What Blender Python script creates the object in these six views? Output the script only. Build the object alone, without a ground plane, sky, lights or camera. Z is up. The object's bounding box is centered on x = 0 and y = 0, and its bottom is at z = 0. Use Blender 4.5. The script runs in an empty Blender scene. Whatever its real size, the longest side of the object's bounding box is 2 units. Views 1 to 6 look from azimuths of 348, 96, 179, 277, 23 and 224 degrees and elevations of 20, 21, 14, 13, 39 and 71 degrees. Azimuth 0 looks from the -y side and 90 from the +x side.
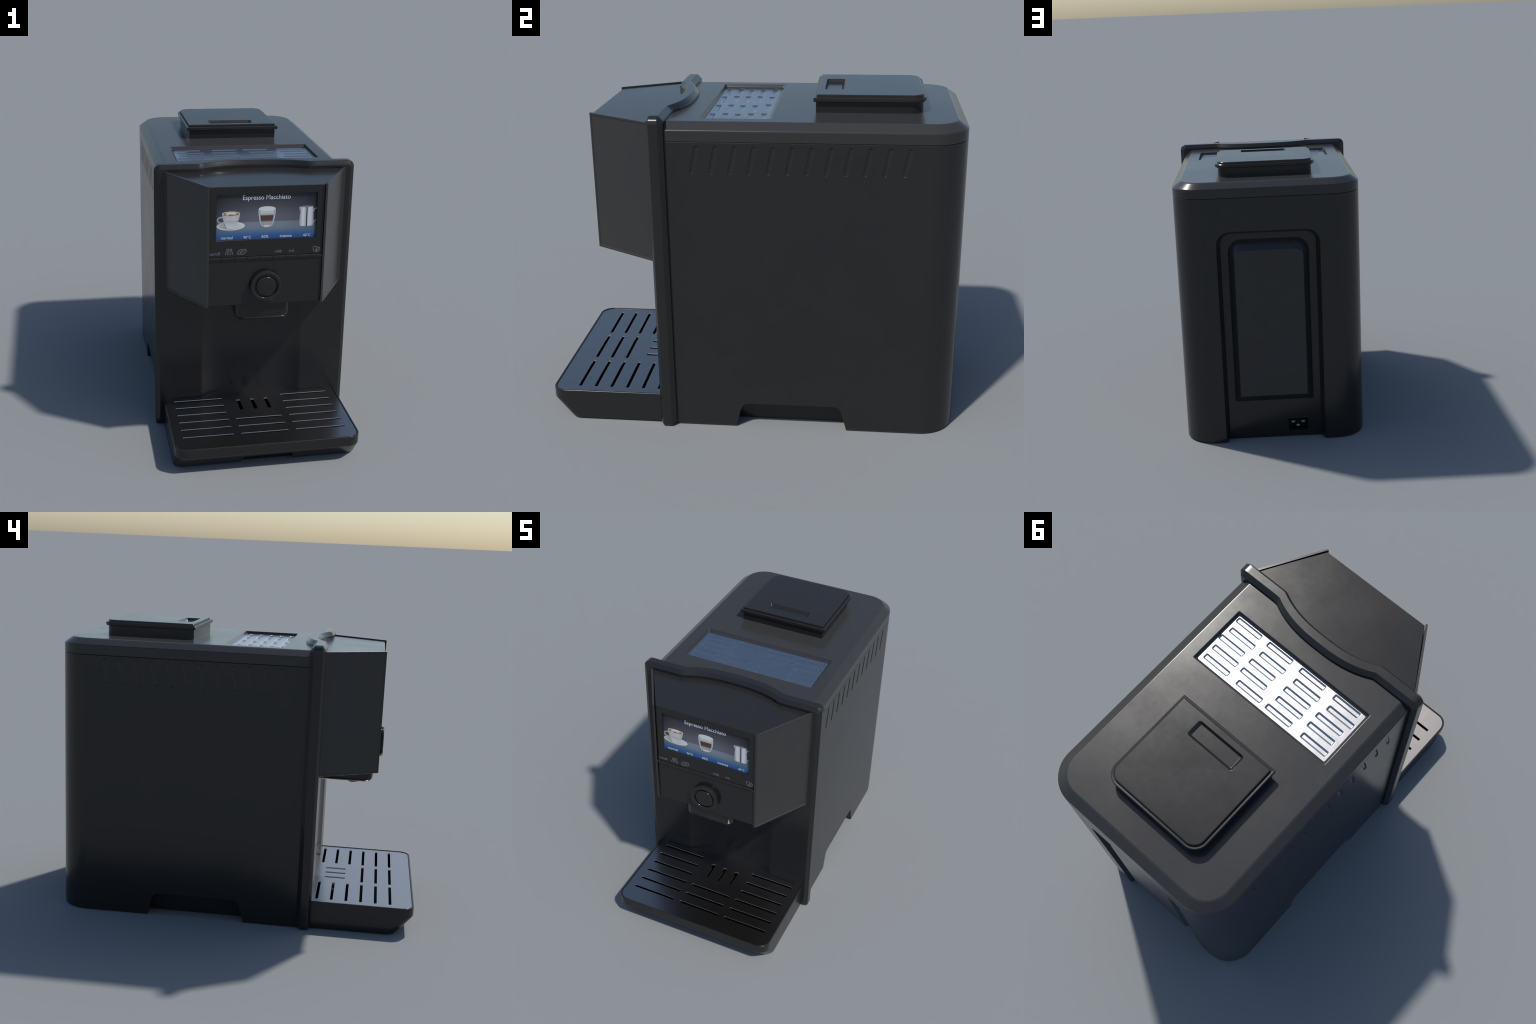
import bpy, bmesh, math, random
from mathutils import Vector, Matrix

random.seed(7)
SCN = bpy.context.scene
COL = SCN.collection

# ------------------------------------------------------------------ materials
def new_mat(name):
    m = bpy.data.materials.new(name)
    m.use_nodes = True
    nt = m.node_tree
    return m, nt, nt.nodes["Principled BSDF"]

def flat_mat(name, col, rough=0.5, spec=0.5, metal=0.0):
    m, nt, p = new_mat(name)
    p.inputs["Base Color"].default_value = (*col, 1)
    p.inputs["Roughness"].default_value = rough
    p.inputs["Specular IOR Level"].default_value = spec
    p.inputs["Metallic"].default_value = metal
    return m

def plastic_mat(name, col, r0, r1, scale=3.0, spec=0.44, grain=0.0):
    """dark moulded plastic: even colour, faintly smudged gloss"""
    m, nt, p = new_mat(name)
    tc = nt.nodes.new("ShaderNodeTexCoord")
    n1 = nt.nodes.new("ShaderNodeTexNoise")
    n1.inputs["Scale"].default_value = scale
    n1.inputs["Detail"].default_value = 6
    n1.inputs["Roughness"].default_value = 0.6
    n2 = nt.nodes.new("ShaderNodeTexNoise")
    n2.inputs["Scale"].default_value = scale * 13
    n2.inputs["Detail"].default_value = 2
    mx = nt.nodes.new("ShaderNodeMath"); mx.operation = "MULTIPLY_ADD"
    mx.inputs[1].default_value = 0.25
    mr = nt.nodes.new("ShaderNodeMapRange")
    mr.inputs["From Min"].default_value = 0.46; mr.inputs["From Max"].default_value = 0.80
    mr.inputs["To Min"].default_value = r0; mr.inputs["To Max"].default_value = r1
    nt.links.new(tc.outputs["Object"], n1.inputs["Vector"])
    nt.links.new(tc.outputs["Object"], n2.inputs["Vector"])
    nt.links.new(n2.outputs["Fac"], mx.inputs[0])
    nt.links.new(n1.outputs["Fac"], mx.inputs[2])
    nt.links.new(mx.outputs[0], mr.inputs["Value"])
    nt.links.new(mr.outputs[0], p.inputs["Roughness"])
    cr = nt.nodes.new("ShaderNodeValToRGB")
    cr.color_ramp.elements[0].position = 0.3
    cr.color_ramp.elements[1].position = 0.7
    cr.color_ramp.elements[0].color = (*[c * 0.97 for c in col], 1)
    cr.color_ramp.elements[1].color = (*[c * 1.03 for c in col], 1)
    nt.links.new(n1.outputs["Fac"], cr.inputs["Fac"])
    # base colour up to 1.3x lighter on surfaces that face up
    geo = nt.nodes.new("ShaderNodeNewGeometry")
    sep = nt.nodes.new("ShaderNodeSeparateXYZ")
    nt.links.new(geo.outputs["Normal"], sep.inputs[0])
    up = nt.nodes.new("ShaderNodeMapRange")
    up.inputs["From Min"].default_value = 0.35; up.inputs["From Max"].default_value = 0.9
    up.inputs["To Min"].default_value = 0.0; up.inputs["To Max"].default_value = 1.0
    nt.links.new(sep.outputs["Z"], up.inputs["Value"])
    top_lighten = nt.nodes.new("ShaderNodeMix"); top_lighten.data_type = "RGBA"
    top_lighten.inputs["B"].default_value = (*[c * 1.3 for c in col], 1)
    nt.links.new(up.outputs[0], top_lighten.inputs["Factor"])
    nt.links.new(cr.outputs["Color"], top_lighten.inputs["A"])
    nt.links.new(top_lighten.outputs["Result"], p.inputs["Base Color"])
    p.inputs["Specular IOR Level"].default_value = spec
    if grain:
        n3 = nt.nodes.new("ShaderNodeTexNoise"); n3.inputs["Scale"].default_value = 350
        b = nt.nodes.new("ShaderNodeBump"); b.inputs["Strength"].default_value = grain
        b.inputs["Distance"].default_value = 0.002
        nt.links.new(tc.outputs["Object"], n3.inputs["Vector"])
        nt.links.new(n3.outputs["Fac"], b.inputs["Height"])
        nt.links.new(b.outputs[0], p.inputs["Normal"])
    return m

def brushed_mat(name, col, r0, r1, axis_scale):
    m, nt, p = new_mat(name)
    tc = nt.nodes.new("ShaderNodeTexCoord")
    mp = nt.nodes.new("ShaderNodeMapping"); mp.inputs["Scale"].default_value = axis_scale
    n1 = nt.nodes.new("ShaderNodeTexNoise"); n1.inputs["Scale"].default_value = 1.0
    n1.inputs["Detail"].default_value = 5
    nt.links.new(tc.outputs["Object"], mp.inputs["Vector"])
    nt.links.new(mp.outputs[0], n1.inputs["Vector"])
    mr = nt.nodes.new("ShaderNodeMapRange")
    mr.inputs["From Min"].default_value = 0.3; mr.inputs["From Max"].default_value = 0.7
    mr.inputs["To Min"].default_value = r0; mr.inputs["To Max"].default_value = r1
    nt.links.new(n1.outputs["Fac"], mr.inputs["Value"])
    nt.links.new(mr.outputs[0], p.inputs["Roughness"])
    cr = nt.nodes.new("ShaderNodeValToRGB")
    cr.color_ramp.elements[0].position = 0.3; cr.color_ramp.elements[1].position = 0.7
    cr.color_ramp.elements[0].color = (*[c * 0.97 for c in col], 1)
    cr.color_ramp.elements[1].color = (*[min(1, c * 1.03) for c in col], 1)
    nt.links.new(n1.outputs["Fac"], cr.inputs["Fac"])
    nt.links.new(cr.outputs["Color"], p.inputs["Base Color"])
    p.inputs["Metallic"].default_value = 1.0
    return m

def ramp(nt, stops, interp="LINEAR"):
    r = nt.nodes.new("ShaderNodeValToRGB")
    r.color_ramp.interpolation = interp
    e = r.color_ramp.elements
    e[0].position, e[0].color = stops[0][0], (*stops[0][1], 1)
    e[1].position, e[1].color = stops[-1][0], (*stops[-1][1], 1)
    for pos, c in stops[1:-1]:
        x = e.new(pos); x.color = (*c, 1)
    return r

def axis_value(nt, axis, lo, hi):
    """0..1 along an object axis"""
    tc = nt.nodes.new("ShaderNodeTexCoord")
    sx = nt.nodes.new("ShaderNodeSeparateXYZ")
    nt.links.new(tc.outputs["Object"], sx.inputs[0])
    mr = nt.nodes.new("ShaderNodeMapRange")
    mr.inputs["From Min"].default_value = lo; mr.inputs["From Max"].default_value = hi
    nt.links.new(sx.outputs[axis], mr.inputs["Value"])
    return mr.outputs[0]

def grad_mat(name, axis, lo, hi, stops, rough=0.5):
    m, nt, p = new_mat(name)
    r = ramp(nt, stops)
    nt.links.new(axis_value(nt, axis, lo, hi), r.inputs["Fac"])
    nt.links.new(r.outputs["Color"], p.inputs["Base Color"])
    p.inputs["Roughness"].default_value = rough
    p.inputs["Specular IOR Level"].default_value = 0.2
    return m

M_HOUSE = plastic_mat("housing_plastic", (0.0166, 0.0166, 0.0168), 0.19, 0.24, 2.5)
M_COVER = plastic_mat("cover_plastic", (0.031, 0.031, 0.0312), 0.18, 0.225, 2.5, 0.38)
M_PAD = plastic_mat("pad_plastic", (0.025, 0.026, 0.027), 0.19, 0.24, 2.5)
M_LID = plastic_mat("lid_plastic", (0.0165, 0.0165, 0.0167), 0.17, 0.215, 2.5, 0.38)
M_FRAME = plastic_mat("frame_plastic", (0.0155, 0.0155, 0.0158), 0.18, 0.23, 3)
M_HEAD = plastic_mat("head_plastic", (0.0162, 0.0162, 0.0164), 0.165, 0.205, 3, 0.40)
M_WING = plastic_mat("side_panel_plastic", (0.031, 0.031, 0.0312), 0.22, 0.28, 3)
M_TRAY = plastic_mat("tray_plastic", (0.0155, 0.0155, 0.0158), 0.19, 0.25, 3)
M_DARK = flat_mat("dark_recess", (0.008, 0.008, 0.008), 0.6, 0.3)
M_TRAYIN = flat_mat("tray_basin", (0.016, 0.015, 0.012), 0.6, 0.2)
M_WARM = brushed_mat("polished_steel", (0.52, 0.52, 0.525), 0.232, 0.25, (14, 14, 14))
M_GRID = brushed_mat("brushed_steel", (0.44, 0.405, 0.375), 0.25, 0.265, (220, 4, 40))
M_PIN = flat_mat("pin_metal", (0.75, 0.76, 0.78), 0.3, 0.5, 1.0)
M_NOZ = flat_mat("nozzle_metal", (0.22, 0.22, 0.225), 0.5, 0.5, 1.0)
M_TXT = flat_mat("screen_lettering", (0.66, 0.72, 0.78), 0.5, 0.2)
M_MARK = flat_mat("bezel_marking", (0.17, 0.175, 0.18), 0.6, 0.2)

# ------------------------------------------------------------------ mesh helpers
ROOT = bpy.data.objects.new("coffee_machine", None)
ROOT["label"] = "black countertop espresso machine with colour display and drip tray"
ROOT["category"] = "coffee machine"
COL.objects.link(ROOT)

def add_obj(name, bm, mat, parent=None, smooth=30, recalc=True):
    if recalc:
        bmesh.ops.recalc_face_normals(bm, faces=bm.faces[:])
    me = bpy.data.meshes.new(name)
    bm.to_mesh(me); bm.free()
    me.materials.append(mat)
    o = bpy.data.objects.new(name, me)
    COL.objects.link(o)
    o.parent = parent or ROOT
    set_smooth(me, smooth)
    return o

def set_smooth(me, ang):
    if ang is None:
        return
    me.polygons.foreach_set("use_smooth", [True] * len(me.polygons))
    me.set_sharp_from_angle(angle=math.radians(ang))
    me.update()

def weighted(o):
    w = o.modifiers.new("wn", "WEIGHTED_NORMAL"); w.keep_sharp = True; w.weight = 60
    return o

def bevelled(o, width, seg=2, ang=30):
    b = o.modifiers.new("bv", "BEVEL")
    b.width = width; b.segments = seg; b.limit_method = "ANGLE"; b.angle_limit = math.radians(ang)
    b.harden_normals = False; b.use_clamp_overlap = True
    return weighted(o)

def rr(x0, x1, y0, y1, radii, inset=0.0, seg=8, along_top=0):
    """rounded rectangle, corners in order (x1,y1),(x0,y1),(x0,y0),(x1,y0); constant vertex count"""
    x0 += inset; y0 += inset; x1 -= inset; y1 -= inset
    pts = []
    cs = [(x1, y1, 0), (x0, y1, 90), (x0, y0, 180), (x1, y0, 270)]
    for k, (cx, cy, a0) in enumerate(cs):
        r = max(radii[k] - inset, 0.0012)
        sx = -1 if cx == x1 else 1
        sy = -1 if cy == y1 else 1
        ox, oy = cx + sx * r, cy + sy * r
        for i in range(seg + 1):
            a = math.radians(a0 + 90 * i / seg)
            pts.append((ox + r * math.cos(a), oy + r * math.sin(a)))
        if k == 0 and along_top:
            xa, xb = x1 - r, x0 + max(radii[1] - inset, 0.0012)
            for i in range(1, along_top):
                pts.append((xa + (xb - xa) * i / along_top, y1))
    return pts

def loft(rings, cap0=True, cap1=True):
    bm = bmesh.new()
    vs = [[bm.verts.new(p) for p in r] for r in rings]
    n = len(rings[0])
    for a, b in zip(vs, vs[1:]):
        for i in range(n):
            j = (i + 1) % n
            bm.faces.new((a[i], a[j], b[j], b[i]))
    if cap0: bm.faces.new(list(reversed(vs[0])))
    if cap1: bm.faces.new(vs[-1])
    return bm

def xy(pts, z): return [(p[0], p[1], z) for p in pts]
def xz(pts, y): return [(p[0], y, p[1]) for p in pts]
def yz(pts, x): return [(x, p[0], p[1]) for p in pts]

def box_bm(x0, x1, y0, y1, z0, z1):
    return loft([[(x0, y0, z0), (x1, y0, z0), (x1, y1, z0), (x0, y1, z0)],
                 [(x0, y0, z1), (x1, y0, z1), (x1, y1, z1), (x0, y1, z1)]])

def join_bm(dst, src):
    me = bpy.data.meshes.new("tmp")
    bmesh.ops.recalc_face_normals(src, faces=src.faces[:])
    src.to_mesh(me); src.free()
    dst.from_mesh(me)
    bpy.data.meshes.remove(me)

def carve(o, cutters, smooth=30):
    """subtract bmesh cutters (must not overlap one another) from an object"""
    bm = bmesh.new()
    for c in cutters: join_bm(bm, c)
    me = bpy.data.meshes.new("cutter")
    bm.to_mesh(me); bm.free()
    co = bpy.data.objects.new("cutter", me)
    COL.objects.link(co)
    md = o.modifiers.new("cut", "BOOLEAN")
    md.operation = "DIFFERENCE"; md.solver = "EXACT"; md.object = co
    dg = bpy.context.evaluated_depsgraph_get()
    ev = o.evaluated_get(dg)
    nm = bpy.data.meshes.new_from_object(ev, depsgraph=dg)
    o.modifiers.clear()
    old = o.data
    mats = [m for m in old.materials]
    o.data = nm
    nm.name = o.name
    nm.materials.clear()
    for m in mats: nm.materials.append(m)
    nm.polygons.foreach_set("material_index", [0] * len(nm.polygons))
    bpy.data.objects.remove(co)
    bpy.data.meshes.remove(me); bpy.data.meshes.remove(old)
    b2 = bmesh.new(); b2.from_mesh(nm)
    bmesh.ops.remove_doubles(b2, verts=b2.verts[:], dist=1e-5)
    b2.to_mesh(nm); b2.free()
    set_smooth(nm, smooth)
    return o

# ------------------------------------------------------------------ proportions
HW = 0.522            # half width of the housing
BACK = 1.0
FRONT = -0.375
SEAM = 1.443
TOP = 1.528
RB = 0.168            # rear corner radius
FLOOR = 0.945         # depth of rear recess floor

# ------------------------------------------------------------------ housing
def house_ring(z, inset=0.0):
    return xy(rr(-HW, HW, FRONT, BACK, (RB, RB, 0.002, 0.002), inset, seg=20), z)

housing = add_obj("housing", loft([house_ring(0.0, 0.004), house_ring(0.005, 0.0),
                                   house_ring(SEAM - 0.002, 0.0), house_ring(SEAM, 0.002)]), M_HOUSE)
cut = []
# hand grips at the foot of both sides
def arch(y0b, y1b, y0t, y1t, zt, r):
    """trapezoid with rounded upper corners, in (y, z)"""
    pts = [(y0b - 0.012, -0.05)]
    def corner(c, p, q, n=8):
        d0 = (Vector(p) - Vector(c)).normalized(); d1 = (Vector(q) - Vector(c)).normalized()
        A = Vector(c) + d0 * r; B = Vector(c) + d1 * r
        return [tuple(A * (1 - t) ** 2 + Vector(c) * 2 * t * (1 - t) + B * t * t) for t in [i / n for i in range(n + 1)]]
    pts += corner((y0t, zt), (y0b, 0), (y1t, zt))
    pts += corner((y1t, zt), (y0t, zt), (y1b, 0))
    pts.append((y1b + 0.012, -0.05))
    return pts
grip = arch(-0.065, 0.483, -0.030, 0.446, 0.128, 0.034)
for s in (1, -1):
    cut.append(loft([yz(grip, s * 0.43), yz(grip, s * 0.56)]))
# twelve slanted vent flutes per side, shallow with sloping walls
for s in (1, -1):
    for i in range(12):
        yt = -0.216 + i * 0.0868
        c = Vector((yt - 0.0135, 1.361))
        ax = Vector((0.0265, 0.128)).normalized()
        px = Vector((ax.y, -ax.x))
        def flute(hl, hw):
            base = rr(-hw, hw, -hl, hl, (hw * .75,) * 4, seg=5)
            return [tuple(c + px * p[0] + ax * p[1]) for p in base]
        cut.append(loft([yz(flute(0.0635, 0.0046), s * (HW - 0.0040)),
                         yz(flute(0.0665, 0.0115), s * (HW + 0.0001)),
                         yz(flute(0.0675, 0.0125), s * (HW + 0.01))]))
carve(housing, cut)
# rear recess with a raised pad in it
def rec(w, zt, r, y):
    return xz(rr(-w, w, -0.05, zt, (r, r, 0.002, 0.002), seg=12), y)
carve(housing, [loft([rec(0.267, 1.232, 0.062, FLOOR), rec(0.2885, 1.2555, 0.078, BACK + 0.0002), rec(0.2905, 1.258, 0.08, BACK + 0.02)])])
def pad(w, z0, z1, r, y):
    return xz(rr(-w, w, z0, z1, (r, r, 0.002, 0.002), seg=12), y)
SX0, SX1, SZ0, SZ1 = -0.190, -0.075, 0.033, 0.112
socket_hole = loft([xz(rr(SX0, SX1, SZ0, SZ1, (.003,) * 4, seg=3), FLOOR - 0.09), xz(rr(SX0, SX1, SZ0, SZ1, (.003,) * 4, seg=3), FLOOR + 0.03)])
carve(housing, [socket_hole])
weighted(housing)
rear_pad = add_obj("rear_pad", loft([pad(0.228, 0.230, 1.200, 0.078, FLOOR - 0.002),
                                     pad(0.2265, 0.232, 1.198, 0.076, FLOOR + 0.001),
                                     pad(0.194, 0.274, 1.148, 0.054, 0.989),
                                     pad(0.188, 0.282, 1.138, 0.050, 0.9935)]), M_PAD, smooth=60)
weighted(rear_pad)

# power inlet
def ring_frame(x0, x1, z0, z1, w, y0, y1, r=0.004):
    o0 = rr(x0 - w, x1 + w, z0 - w, z1 + w, (r,) * 4, seg=4)
    i0 = rr(x0, x1, z0, z1, (r * .6,) * 4, seg=4)
    bm = bmesh.new()
    loops = [xz(i0, y0), xz(i0, y1 - .001), xz(rr(x0 - .001, x1 + .001, z0 - .001, z1 + .001, (r,) * 4, seg=4), y1),
             xz(rr(x0 - w + .003, x1 + w - .003, z0 - w + .003, z1 + w - .003, (r,) * 4, seg=4), y1), xz(o0, y1 - .003), xz(o0, y0)]
    vs = [[bm.verts.new(p) for p in l] for l in loops]
    n = len(vs[0])
    for a, b in zip(vs, vs[1:] + vs[:1]):
        for i in range(n):
            bm.faces.new((a[i], a[(i + 1) % n], b[(i + 1) % n], b[i]))
    return bm
socket = add_obj("power_socket", ring_frame(SX0 + .0015, SX1 - .0015, SZ0 + .0015, SZ1 - .0015, 0.008, FLOOR - 0.088, FLOOR + 0.004), M_HOUSE)
pin_bm = box_bm(-0.0098, 0.0098, -0.05, 0.0, -0.0052, 0.0052)
pin0 = add_obj("pin", pin_bm, M_PIN, socket, None)
pin0.location = (-0.1035, FLOOR - 0.012, 0.083)
for px, pz in ((-0.1615, 0.083), (-0.132, 0.060)):
    p = pin0.copy(); COL.objects.link(p); p.location = (px, FLOOR - 0.012, pz)
back_plate = add_obj("socket_back", box_bm(SX0 + .002, SX1 - .002, FLOOR - 0.0885, FLOOR - 0.060, SZ0 + .002, SZ1 - .002), M_DARK, socket, None)

# ------------------------------------------------------------------ top cover
def cov(z, inset):
    return xy(rr(-HW, HW, FRONT, BACK, (RB, RB, 0.002, 0.002), inset, seg=20), z)
def cover_ring(z, i):
    # chamfer runs round sides and back only: the front stays hidden behind the frame
    r = rr(-HW, HW, FRONT - 0.1, BACK, (RB, RB, 0.002, 0.002), i, seg=20)
    return [(p[0], max(p[1], FRONT), z) for p in r]
cover = add_obj("top_cover", loft([cover_ring(SEAM + 0.0008, 0.002), cover_ring(SEAM + 0.0028, 0.0),
                                   cover_ring(1.4905, 0.0), cover_ring(1.4955, 0.0015), cover_ring(1.4985, 0.005),
                                   cover_ring(1.5225, 0.0385), cover_ring(1.5265, 0.045), cover_ring(TOP, 0.052)]), M_COVER, smooth=50)
GX, GY0, GY1, GZ = 0.397, -0.201, 0.097, 1.512
def hole(dx, z):
    return xy(rr(-GX - dx, GX + dx, GY0 - dx, GY1 + dx, (.006,) * 4, seg=3), z)
carve(cover, [loft([hole(0, GZ - 0.012), hole(0, GZ), hole(0.004, GZ + .0012), hole(0.0065, GZ + .0035), hole(0.0105, 1.5235), hole(0.0122, 1.5265), hole(0.0155, TOP + .0002), hole(0.016, TOP + 0.02)])], smooth=35)
weighted(cover)

# cup warming plate with four staggered columns of pressed slots
plate = add_obj("cup_warmer_plate", loft([hole(-.001, GZ - 0.010), hole(-.001, GZ)]), M_WARM, cover)
starts = [(0.392, 0.381, 0.394, 0.381, 0.379), (0.195, 0.187, 0.200, 0.199, 0.171),
          (-0.010, -0.027, -0.019, -0.024, -0.013), (-0.220, -0.235, -0.218, -0.219, -0.232)]
rows = (-0.181, -0.120, -0.0605, 0.0, 0.0615)
cut = []
for c in starts:
    for xs, yc in zip(c, rows):
        def st(g, z):
            return xy(rr(xs - 0.151 - g, xs + g, yc - 0.0135 - g, yc + 0.0135 + g, (.0062 + g * .8,) * 4, seg=4), z)
        cut.append(loft([st(-0.0062, GZ - 0.0045), st(-0.0052, GZ - 0.0043), st(0.0024, GZ - 0.0003), st(0.0034, GZ + .0001), st(0.004, GZ + 0.01)]))
carve(plate, cut)
weighted(plate)

# ------------------------------------------------------------------ bean hopper lid
def lid_ring(x, y0, y1, r, z, ins=0.0):
    return xy(rr(-x, x, y0, y1, (r, r, .004, .004), ins, seg=10), z)
seat = add_obj("bean_hopper", loft([lid_ring(.265, .306, .801, .06, TOP - .004), lid_ring(.265, .306, .801, .06, 1.583)]), M_LID)
bean_lid = add_obj("hopper_lid", loft([
    lid_ring(.278, .298, .812, .070, 1.580), lid_ring(.281, .295, .815, .072, 1.583),
    lid_ring(.281, .295, .815, .072, 1.597), lid_ring(.281, .295, .815, .072, 1.600, .0035),
    lid_ring(.268, .307, .803, .060, 1.5995), lid_ring(.267, .308, .802, .058, 1.597),
    lid_ring(.266, .309, .801, .058, 1.597), lid_ring(.265, .310, .800, .058, 1.600),
    lid_ring(.265, .310, .800, .058, 1.6088), lid_ring(.2645, .3105, .7995, .058, 1.6108, .0015), lid_ring(.2645, .3105, .7995, .058, 1.6118, .0045)]),
    M_LID, seat, smooth=40)
def grab(g, z):
    return xy(rr(-.124 - g, .124 + g, .349 - g * .6, .420 + g * .9, (.006 + g * .5,) * 4, seg=4), z)
carve(bean_lid, [loft([grab(-.004, 1.596), grab(0, 1.598), grab(.010, 1.6095), grab(.013, 1.6121), grab(.016, 1.62)])], smooth=40)
weighted(bean_lid)

# ------------------------------------------------------------------ front frame
def bow(x):
    a = abs(x) / 0.302
    return 0.0 if a >= 1 else 0.060 * (1 - a ** 2.6)
def face_ring(inset, y):
    pts = rr(-0.556, 0.556, 0.0, 1.561, (.034, .034, .014, .014), inset, seg=6, along_top=56)
    out = []
    for x, z in pts:
        d = bow(x) if z > 1.49 else 0.0
        out.append((x, y + d, z))
    return out
frame = add_obj("front_frame", loft([
    face_ring(.085, -0.360), face_ring(.046, -0.360), face_ring(.025, -0.360), face_ring(.021, -0.3615), face_ring(.002, -0.380), face_ring(0, -0.384),
    face_ring(0, -0.422), face_ring(.002, -0.4255), face_ring(.0205, -0.438), face_ring(.025, -0.4395),
    face_ring(.046, -0.4395), face_ring(.085, -0.4395)]), M_FRAME, smooth=19)
# shallow hollow behind the cups
prof = [(-.30, -.47), (-.30, -.4399), (-.290, -.4385), (-.280, -.4355), (-.270, -.4320), (-.163, -.398),
        (.163, -.398), (.270, -.4320), (.280, -.4355), (.290, -.4385), (.30, -.4399), (.30, -.47)]
carve(frame, [loft([xy(prof, 0.06), xy(prof, 0.94)])], smooth=19)
weighted(frame)

# ------------------------------------------------------------------ control head
HF = -0.744
def head_ring(z, i=0.0):
    return [(-0.3062 + i, HF + i, z), (0.3062 - i, HF + i, z), (0.4905, -0.437, z), (0.4905, -0.40, z), (0.40, -0.335, z),
            (-0.40, -0.335, z), (-0.4905, -0.40, z), (-0.4905, -0.437, z)]
head = add_obj("control_head", loft([head_ring(0.866, .002), head_ring(0.868), head_ring(1.518), head_ring(1.5205, .002)]), M_HEAD)
SW, SB, ST, SD = 0.267, 1.2305, 1.478, 0.0088
def scr(g, y):
    return xz(rr(-SW - g, SW + g, SB - g, ST + g, (.001,) * 4, seg=2), y)
carve(head, [loft([scr(0, HF + SD), scr(0, HF + .001), scr(.0015, HF - .0005), scr(.002, HF - .02)]),
             box_bm(-0.3075, 0.3075, HF - .01, HF + 0.004, 1.1205, 1.1405)])

# side panels: slabs with a raised rim round a slightly sunken face
def side_panel(s):
    outer = [Vector((0.3175, -0.7535)), Vector((0.5050, -0.4390))]
    d = (outer[1] - outer[0]).normalized()
    n = Vector((d.y, -d.x))
    inner0 = Vector((0.3055, -0.7535)); inner1 = outer[1] - n * 0.0125
    plan = [inner0, outer[0], outer[1], inner1]
    z0, z1 = 0.8595, 1.5265
    bm = loft([[(s * p.x, p.y, z0) for p in plan], [(s * p.x, p.y, z1) for p in plan]])
    bmesh.ops.recalc_face_normals(bm, faces=bm.faces[:])
    n3 = Vector((s * n.x, n.y, 0))
    f = max(bm.faces, key=lambda q: q.normal.dot(n3))
    f.normal_update()
    bmesh.ops.inset_individual(bm, faces=[f], thickness=0.0115)
    bmesh.ops.inset_individual(bm, faces=[f], thickness=0.0035)
    for v in f.verts: v.co -= n3 * 0.0035
    o = add_obj("side_panel", bm, M_WING, head, 20)
    return bevelled(o, 0.0009, 2, 40)
side_panel(1); side_panel(-1)

# row of nine slim buttons
BW = 0.616 / 9
def button_bm():
    prof = [(HF + .003, -.0080), (HF - .0040, -.0080), (HF - .0058, -.0072), (HF - .0066, -.0055), (HF - .0068, .0040), (HF - .0060, .0064), (HF - .0040, .0080), (HF + .003, .0080)]
    h = BW / 2 - .0007
    mid = [(HF + (p[0] - HF) * .9, p[1] * .97) for p in prof]
    return loft([yz(mid, -h), yz(prof, -h + .0006), yz(prof, h - .0006), yz(mid, h)])
b0 = add_obj("button", button_bm(), M_HEAD, head, 28)
b0.location = (-0.308 + BW / 2, 0, 1.1298)
for i in range(1, 9):
    b = b0.copy(); COL.objects.link(b)
    b.location = (-0.308 + BW * (i + .5), 0, 1.1298)

# rotary knob
def revolve_y(profile, cx, cz, seg=72):
    """profile of (radius, y); revolved round an axis along y"""
    rings = [[(cx + r * math.cos(2 * math.pi * i / seg), y, cz + r * math.sin(2 * math.pi * i / seg)) for i in range(seg)] for r, y in profile]
    return loft(rings)
KZ = 0.975
knob = add_obj("knob", revolve_y([(.078, HF + .002), (.0795, HF - .004), (.0845, HF - .012), (.0855, HF - .022), (.0845, HF - .0275), (.082, HF - .0295),
                                  (.066, HF - .0295), (.0642, HF - .028), (.0632, HF - .025), (.0625, HF - .020), (.062, HF - .0185)], 0, KZ), M_HEAD, head, 40)
knob_cap = add_obj("knob_cap", revolve_y([(.0550, HF - .010), (.0550, HF - .020), (.0540, HF - .0255), (.0515, HF - .0285), (.048, HF - .0298), (.044, HF - .0303)], 0, KZ), M_HEAD, knob, 50)

# coffee outlet with two nozzles
def spout_ring(z, i=0.0):
    return xy(rr(-0.152, 0.150, -0.726, -0.42, (.01, .01, .05, .05), i, seg=10), z)
spout = add_obj("coffee_spout", loft([spout_ring(0.758, .040), spout_ring(0.7588, .028), spout_ring(0.763, .015), spout_ring(0.773, .005), spout_ring(0.788, 0), spout_ring(0.868, 0)]), M_HEAD, head, 50)
noz = bmesh.new()
n0 = loft([[(0.031 * k * math.cos(a), 0.031 * k * math.sin(a), z) for a in [2 * math.pi * i / 32 for i in range(32)]]
           for k, z in ((.6, .004), (.62, .0), (.9, 0), (1, .003), (1, .04))], cap0=True)
n_first = add_obj("nozzle", n0, M_NOZ, spout, 40)
n_first.location = (-0.045, -0.618, 0.738)
n2 = n_first.copy(); COL.objects.link(n2); n2.location = (0.045, -0.618, 0.738)

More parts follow.
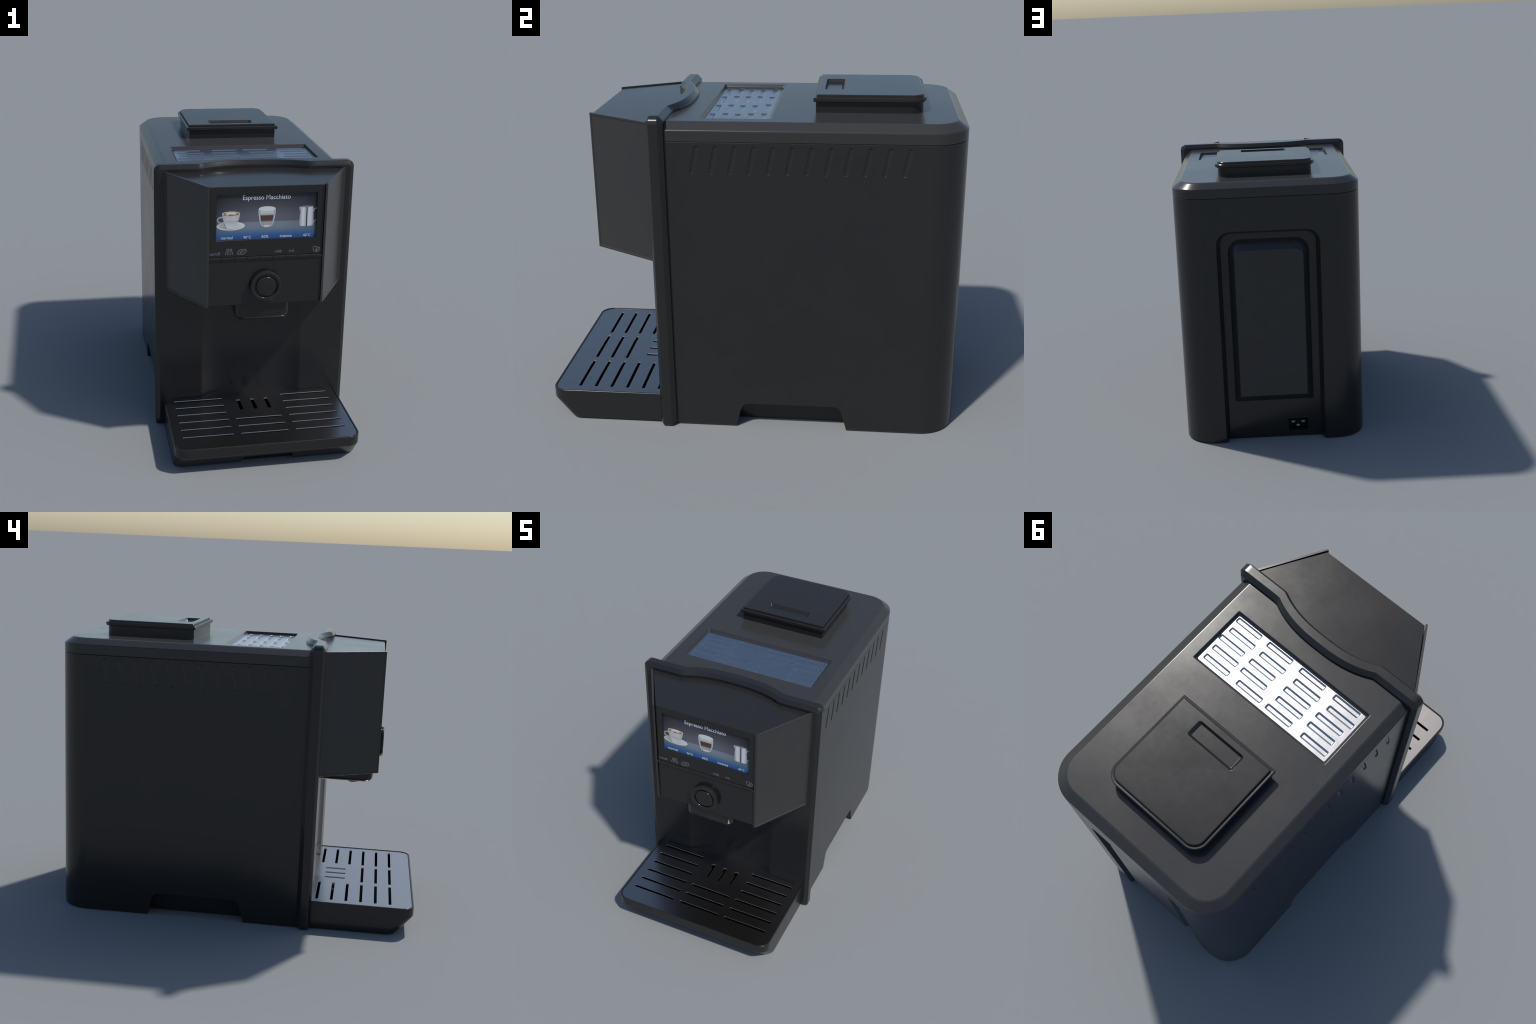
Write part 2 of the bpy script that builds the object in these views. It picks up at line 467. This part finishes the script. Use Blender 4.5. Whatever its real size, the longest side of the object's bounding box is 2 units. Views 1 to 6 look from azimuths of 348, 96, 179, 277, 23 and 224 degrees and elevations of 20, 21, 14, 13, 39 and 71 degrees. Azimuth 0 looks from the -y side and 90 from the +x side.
# ------------------------------------------------------------------ display picture
Y0 = HF + SD        # plane of the glass
layer_step = 0.00035
def screen_mat():
    m, nt, p = new_mat("display_background")
    z = axis_value(nt, "Z", SB, ST)
    col = ramp(nt, [(0.0, (.022, .085, .26)), (.07, (.030, .10, .28)), (.15, (.075, .15, .28)), (.24, (.17, .215, .27)), (.33, (.20, .24, .285)),
                    (.382, (.19, .225, .27)), (.390, (.125, .13, .165)), (.50, (.12, .125, .155)), (.72, (.072, .075, .09)), (.90, (.043, .045, .055)), (1.0, (.035, .038, .048))])
    nt.links.new(z, col.inputs["Fac"])
    # dark corners: fade towards left and right edges
    x = axis_value(nt, "X", -SW, SW)
    side = ramp(nt, [(0.0, (.42, .42, .46)), (.13, (.78, .78, .8)), (.35, (1, 1, 1)), (.65, (1, 1, 1)), (.87, (.72, .72, .75)), (1.0, (.30, .30, .34))])
    nt.links.new(x, side.inputs["Fac"])
    keep = ramp(nt, [(0.0, (1, 1, 1)), (.12, (.8, .8, .8)), (.35, (0, 0, 0)), (1.0, (0, 0, 0))])
    nt.links.new(z, keep.inputs["Fac"])
    white = nt.nodes.new("ShaderNodeMix"); white.data_type = "RGBA"
    white.inputs["B"].default_value = (1, 1, 1, 1)
    nt.links.new(keep.outputs["Color"], white.inputs["Factor"])
    nt.links.new(side.outputs["Color"], white.inputs["A"])
    mul = nt.nodes.new("ShaderNodeMix"); mul.data_type = "RGBA"; mul.blend_type = "MULTIPLY"
    mul.inputs["Factor"].default_value = 1.0
    nt.links.new(col.outputs["Color"], mul.inputs["A"])
    nt.links.new(white.outputs["Result"], mul.inputs["B"])
    nt.links.new(mul.outputs["Result"], p.inputs["Base Color"])
    p.inputs["Roughness"].default_value = 0.35
    p.inputs["Specular IOR Level"].default_value = 0.3
    return m
display = add_obj("display", box_bm(-SW + .0005, SW - .0005, Y0 - .0006, Y0 + .004, SB + .0005, ST - .0005), screen_mat(), head, None)
Y0 -= .0006

def film(name, pts, mat, lvl, parent=None):
    """thin printed layer on the display: outline in (x, z)"""
    y1 = Y0 - layer_step * lvl
    return add_obj(name, loft([xz(pts, Y0 + .0005), xz(pts, y1)]), mat, parent or display, None)

def ellipse(cx, cz, rx, rz, n=48, a0=0, a1=360):
    return [(cx + rx * math.cos(math.radians(a0 + (a1 - a0) * i / n)), cz + rz * math.sin(math.radians(a0 + (a1 - a0) * i / n))) for i in range(n + (a1 - a0 != 360))]

def vessel(cx, prof, bottom_sag, top_sag, n=14):
    """outline of a cup seen from the front: profile of (z, half width) from the top down"""
    zt, wt = prof[0]; zb, wb = prof[-1]
    L = [(cx - w, z) for z, w in prof]
    B = [(cx - wb * math.cos(math.pi * i / n), zb - bottom_sag * math.sin(math.pi * i / n)) for i in range(1, n)]
    R = [(cx + w, z) for z, w in reversed(prof)]
    T = [(cx + wt * math.cos(math.pi * i / n), zt + top_sag * math.sin(math.pi * i / n)) for i in range(1, n)]
    return L + B + R + T

def band(path, w):
    """ribbon of width w along a path"""
    L, R = [], []
    for i, p in enumerate(path):
        a = Vector(path[max(i - 1, 0)]); b = Vector(path[min(i + 1, len(path) - 1)])
        t = (b - a).normalized(); nrm = Vector((-t.y, t.x)) * w / 2
        L.append(tuple(Vector(p) + nrm)); R.append(tuple(Vector(p) - nrm))
    return L + R[::-1]

def closed_band(name, path, w, mat, lvl, parent=None, y=None):
    """ring-shaped ribbon"""
    n = len(path)
    outer, inner = [], []
    for i in range(n):
        t = (Vector(path[(i + 1) % n]) - Vector(path[i - 1])).normalized(); nrm = Vector((t.y, -t.x)) * w / 2
        outer.append(tuple(Vector(path[i]) + nrm)); inner.append(tuple(Vector(path[i]) - nrm))
    yb = Y0 + .0005 if y is None else y + .0006
    yf = Y0 - layer_step * lvl if y is None else y
    bm = bmesh.new()
    loops = [xz(outer, yb), xz(outer, yf), xz(inner, yf), xz(inner, yb)]
    vs = [[bm.verts.new(p) for p in l] for l in loops]
    for a, b in zip(vs, vs[1:] + vs[:1]):
        for i in range(n):
            bm.faces.new((a[i], a[(i + 1) % n], b[(i + 1) % n], b[i]))
    return add_obj(name, bm, mat, parent or display, None)

W = lambda v: (v * .98, v * .99, v * 1.0)
M_PORC = grad_mat("picture_porcelain", "X", -.245, -.140, [(0, W(.36)), (.3, W(.52)), (.7, W(.56)), (1, W(.44))])
M_PORC2 = grad_mat("picture_porcelain_low", "Z", 1.29, 1.35, [(0, W(.66)), (.45, W(.56)), (.85, W(.40)), (1, W(.40))])
M_SAUC = grad_mat("picture_saucer", "X", -.265, -.115, [(0, W(.56)), (.18, W(.42)), (.4, W(.34)), (.75, W(.62)), (1, W(.66))])
M_SAUCR = flat_mat("picture_saucer_rim", W(.70), .5, .2)
M_FOAM = flat_mat("picture_foam", W(.68), .5, .2)
M_CREMA, nt, p_ = new_mat("picture_crema")
tc = nt.nodes.new("ShaderNodeTexCoord"); nz = nt.nodes.new("ShaderNodeTexNoise")
nz.inputs["Scale"].default_value = 60; nz.inputs["Detail"].default_value = 3
nt.links.new(tc.outputs["Object"], nz.inputs["Vector"])
rp = ramp(nt, [(.36, (.30, .13, .03)), (.47, (.42, .24, .09)), (.53, (.62, .60, .56)), (.7, (.72, .71, .68))])
nt.links.new(nz.outputs["Fac"], rp.inputs["Fac"]); nt.links.new(rp.outputs["Color"], p_.inputs["Base Color"])
p_.inputs["Roughness"].default_value = .5; p_.inputs["Specular IOR Level"].default_value = .2
M_CREM2 = flat_mat("picture_crema_edge", (.36, .17, .045), .5, .2)
M_GLASS = grad_mat("picture_glass", "X", -.046, .046, [(0, (.50, .53, .58)), (.14, (.30, .32, .36)), (.5, (.36, .37, .40)), (.86, (.30, .32, .36)), (1, (.52, .55, .60))])
M_DRINK = grad_mat("picture_layers", "Z", 1.299, 1.392, [(0, (.42, .43, .45)), (.10, (.36, .36, .37)), (.25, (.38, .36, .35)), (.31, (.20, .15, .125)), (.36, (.105, .062, .050)), (.55, (.085, .048, .042)), (.645, (.13, .075, .055)), (.67, (.42, .38, .34)), (.80, (.56, .56, .56)), (1, W(.60))])
M_STEEL = grad_mat("picture_jug_steel", "X", .171, .251, [(0, (.16, .17, .18)), (.07, (.30, .31, .33)), (.16, (.50, .52, .55)), (.30, (.66, .69, .73)), (.42, (.50, .52, .56)), (.50, (.34, .36, .38)), (.515, (.02, .022, .022)), (.565, (.02, .022, .022)), (.585, (.44, .46, .49)), (.68, (.64, .67, .71)), (.86, (.54, .57, .61)), (.95, (.36, .38, .41)), (1.0, (.24, .25, .27))])
M_JDARK = flat_mat("picture_jug_inside", (.22, .23, .24), .5, .2)
M_SHADE = flat_mat("picture_dark", (.06, .065, .075), .5, .2)

# cappuccino cup on a saucer
sauc = film("saucer", ellipse(-.190, 1.307, .0745, .0235), M_SAUCR, 1)
film("saucer_well", ellipse(-.190, 1.3095, .070, .0195), M_SAUC, 2, display)
closed_band("cup_handle", ellipse(-.240, 1.3405, .0205, .0155, 36), .0075, M_PORC, 3)
film("cup_body", vessel(-.190, [(1.374, .0470), (1.362, .0462), (1.350, .0435), (1.338, .0400), (1.325, .0350), (1.312, .0295), (1.302, .0255), (1.297, .0235)], .006, .011), M_PORC, 4)
film("cup_foot", vessel(-.190, [(1.336, .0390), (1.325, .0346), (1.312, .0291), (1.302, .0251), (1.297, .0231)], .0055, .001), M_PORC2, 5)
film("cup_rim", ellipse(-.190, 1.374, .0470, .0115), M_FOAM, 5)
film("crema", ellipse(-.190, 1.3735, .0440, .0098), M_CREM2, 6)
film("milk_foam", ellipse(-.191, 1.3740, .0400, .0080), M_CREMA, 7)
film("latte_art", ellipse(-.186, 1.3760, .0230, .0052), M_FOAM, 8)

# double-walled glass
film("glass_body", vessel(0, [(1.394, .0455), (1.380, .0440), (1.365, .0425), (1.350, .0405), (1.335, .0380), (1.320, .0340), (1.310, .0295), (1.301, .0235), (1.298, .0205)], .005, .014), M_GLASS, 1)
film("glass_drink", vessel(0, [(1.385, .0365), (1.365, .0352), (1.350, .0335), (1.335, .0310), (1.322, .0270), (1.312, .0205), (1.306, .0140)], .003, .008), M_DRINK, 2)
film("glass_glint", vessel(0, [(1.3035, .0180), (1.2985, .0165)], .002, .002), M_FOAM, 3)
film("glass_foam", ellipse(0, 1.3945, .0450, .0135), M_FOAM, 3)
for s in (-1, 1):
    film("glass_edge", band([(s * .0446, 1.386), (s * .0425, 1.362), (s * .0395, 1.340), (s * .0350, 1.321), (s * .0285, 1.307), (s * .0210, 1.299)], .0028), M_FOAM, 3)

# milk jug
film("jug_body", [(.1800, 1.3985), (.1785, 1.372), (.1745, 1.335), (.1722, 1.308), (.1728, 1.2985), (.1800, 1.2945), (.1950, 1.2925), (.2120, 1.2918), (.2300, 1.2925), (.2430, 1.2945), (.2505, 1.2985),
                   (.2512, 1.308), (.2505, 1.335), (.2485, 1.372), (.2472, 1.3990), (.2300, 1.4025), (.2120, 1.4035), (.1940, 1.4020)], M_STEEL, 1)
film("jug_mouth", ellipse(.2130, 1.400, .0365, .0042), M_JDARK, 2)
M_JH = flat_mat("picture_jug_handle", (.42, .45, .49), .5, .2)
film("jug_lip", [(.1712, 1.3990), (.1795, 1.3975), (.1785, 1.3900), (.1755, 1.3740)], M_JH, 3)
film("jug_handle", band([(.2495, 1.372), (.2515, 1.384), (.2570, 1.389), (.2665, 1.3895)], .0035), M_JH, 3)
film("jug_handle", band([(.2495, 1.306), (.2515, 1.314), (.2570, 1.321), (.2665, 1.3245)], .0035), M_JH, 3)

# ------------------------------------------------------------------ lettering
def text(name, s, x0, x1, z0, h_ref, mat, y, parent, ref="x"):
    """built-in font, fitted to left and right edge; h_ref is the wanted height of the capitals/ascenders"""
    cu = bpy.data.curves.new(name, "FONT")
    cu.body = s; cu.size = 1.0; cu.extrude = 0.0; cu.resolution_u = 4
    to = bpy.data.objects.new(name, cu); COL.objects.link(to)
    dg = bpy.context.evaluated_depsgraph_get(); dg.update()
    me = bpy.data.meshes.new_from_object(to.evaluated_get(dg), depsgraph=dg)
    bpy.data.objects.remove(to); bpy.data.curves.remove(cu)
    me.name = name
    xs = [v.co.x for v in me.vertices]; ys = [v.co.y for v in me.vertices]
    sx = (x1 - x0) / (max(xs) - min(xs)); sy = h_ref / max(ys)
    mx = min(xs)
    for v in me.vertices:
        v.co = Vector((x0 + (v.co.x - mx) * sx, y, z0 + v.co.y * sy))
    bm = bmesh.new(); bm.from_mesh(me)
    r = bmesh.ops.extrude_face_region(bm, geom=bm.faces[:])
    for g in r["geom"]:
        if isinstance(g, bmesh.types.BMVert): g.co.y -= .0004
    bmesh.ops.recalc_face_normals(bm, faces=bm.faces[:])
    bm.to_mesh(me); bm.free()
    me.materials.clear(); me.materials.append(mat)
    o = bpy.data.objects.new(name, me); COL.objects.link(o); o.parent = parent
    return o
YT = Y0 - .0004
text("display_title", "Espresso Macchiato", -.129, .123, 1.446, .0245, M_TXT, YT, display)
text("display_caption", "normal", -.241, -.180, 1.2357, .0155, M_TXT, YT, display)
text("display_caption", "90\u00b0C", -.122, -.082, 1.2357, .0150, M_TXT, YT, display)
text("display_caption", "50%", -.026, .011, 1.2357, .0150, M_TXT, YT, display)
text("display_caption", "intense", .073, .136, 1.2357, .0150, M_TXT, YT, display)
text("display_caption", "40\u00b0C", .198, .238, 1.2357, .0150, M_TXT, YT, display)
text("button_label", "on/off", -.300, -.245, 1.152, .0165, M_MARK, HF - .0002, head)
text("button_label", "milk", .047, .086, 1.154, .0160, M_MARK, HF - .0002, head)
text("button_label", "ml", .125, .149, 1.154, .0165, M_MARK, HF - .0002, head)
YM = HF - .0006
def mark_ring(name, path, w=.0028):
    return closed_band(name, path, w, M_MARK, 0, head, YM)
def mark_line(name, path, w=.0030):
    pts = band(path, w)
    return add_obj(name, loft([xz(pts, HF + .0004), xz(pts, YM)]), M_MARK, head, None)
# two persons
for cx in (-.2055, -.1895):
    mark_ring("person_mark", ellipse(cx, 1.1790, .0056, .0056, 24))
for pth in ([(-.2165, 1.151), (-.2165, 1.163), (-.212, 1.169), (-.204, 1.168)], [(-.1985, 1.151), (-.1985, 1.170)],
            [(-.2075, 1.151), (-.2075, 1.162)], [(-.1785, 1.151), (-.1785, 1.163), (-.183, 1.169), (-.191, 1.168)], [(-.1885, 1.151), (-.1885, 1.162)]):
    mark_line("person_mark", pth)
# two coffee beans
def tilt(cx, cz, rx, rz, a, n=32):
    ca, sa = math.cos(a), math.sin(a)
    return [(cx + x * ca - z * sa, cz + x * sa + z * ca) for x, z in ellipse(0, 0, rx, rz, n)]
for cx, cz in ((-.1390, 1.1655), (-.1215, 1.1665)):
    mark_ring("bean_mark", tilt(cx, cz, .0172, .0115, math.radians(38)))
    mark_line("bean_mark", [(cx - .010, cz - .007), (cx - .002, cz - .001), (cx + .003, cz + .003), (cx + .010, cz + .007)], .0024)
# cup with leaf
mark_ring("cup_mark", [(.2545, 1.178), (.2545, 1.165), (.2575, 1.156), (.2640, 1.153), (.2720, 1.156), (.2750, 1.165), (.2750, 1.178), (.2645, 1.1785)])
mark_ring("leaf_mark", tilt(.2800, 1.1615, .0150, .0090, math.radians(50), 20))
mark_line("leaf_mark", [(.2740, 1.150), (.2800, 1.161), (.2855, 1.170)], .0022)

# ------------------------------------------------------------------ drip tray
TW, TY0, TY1, TZ = 0.5125, -1.0, -0.43, 0.156
def tray_ring(z, yf, r, ins=0.0):
    return xy(rr(-TW, TW, yf, TY1, (.002, .002, r, r), ins, seg=14), z)
tray = add_obj("drip_tray", loft([tray_ring(0.001, -.905, .050, .004), tray_ring(0.004, -.912, .054), tray_ring(0.012, -.921, .056),
                                  tray_ring(0.088, -.988, .066), tray_ring(0.097, -.996, .068), tray_ring(0.104, -1.0, .069),
                                  tray_ring(0.152, -1.0, .069), tray_ring(0.1548, -1.0, .069, .0014), tray_ring(TZ, -1.0, .069, .0035)]), M_TRAY, smooth=40)
def basin_ring(z, ins):
    return xy(rr(-TW, TW, TY0, TY1 + .06, (.002, .002, .069, .069), ins, seg=14), z)
carve(tray, [loft([basin_ring(0.085, .014), basin_ring(0.146, .0135), basin_ring(0.1535, .0085), basin_ring(0.20, .0085)]),
             loft([[(-.152, -1.05, -.02), (.152, -1.05, -.02), (.152, -.888, -.02), (-.152, -.888, -.02)],
                   [(-.134, -1.05, .072), (.134, -1.05, .072), (.134, -.888, .072), (-.134, -.888, .072)]])], smooth=40)
weighted(tray)
basin = add_obj("tray_basin", xyb := loft([basin_ring(0.0855, .0145), basin_ring(0.092, .0145)]), M_TRAYIN, tray, None)

# steel grid, its rear edge following the hollow in the front panel
def grid_ring(z, ins):
    i = ins + .0105
    r = rr(-TW, TW, TY0, -0.40, (.002, .002, .069, .069), i, seg=14)
    front = [p for p in r if p[1] < -0.5]
    xr = TW - i
    rear = [(xr, -.4385), (.283, -.4345), (.165, -.397), (-.165, -.397), (-.283, -.4345), (-xr, -.4385)]
    front.sort(key=lambda p: math.atan2(p[1] + 0.6, p[0]))
    return xy(rear[::-1] and front + rear, z)
grid = add_obj("drip_grid", loft([grid_ring(0.1478, 0), grid_ring(0.1518, 0), grid_ring(0.1528, .001)]), M_GRID, tray)
cut = []
def slit(x0, x1, y0, y1, r=.0028):
    f = lambda g, z: xy(rr(x0 - g, x1 + g, y0 - g, y1 + g, (r + g * .5,) * 4, seg=4), z)
    cut.append(loft([f(0, 0.13), f(0, .1498), f(.0017, .15285), f(.0045, .17)]))
for i in range(6):
    y = -0.869 + 0.0812 * i
    for x0, x1 in ((.176, .453), (-.453, -.176)) + (((-.131, .130),) if i < 3 else ()):
        slit(x0, x1, y - .0064, y + .0064)
for x in (-.082, 0.0, .081):
    slit(x - .0095, x + .0095, -.604, -.489)
carve(grid, cut, smooth=35)
weighted(grid)
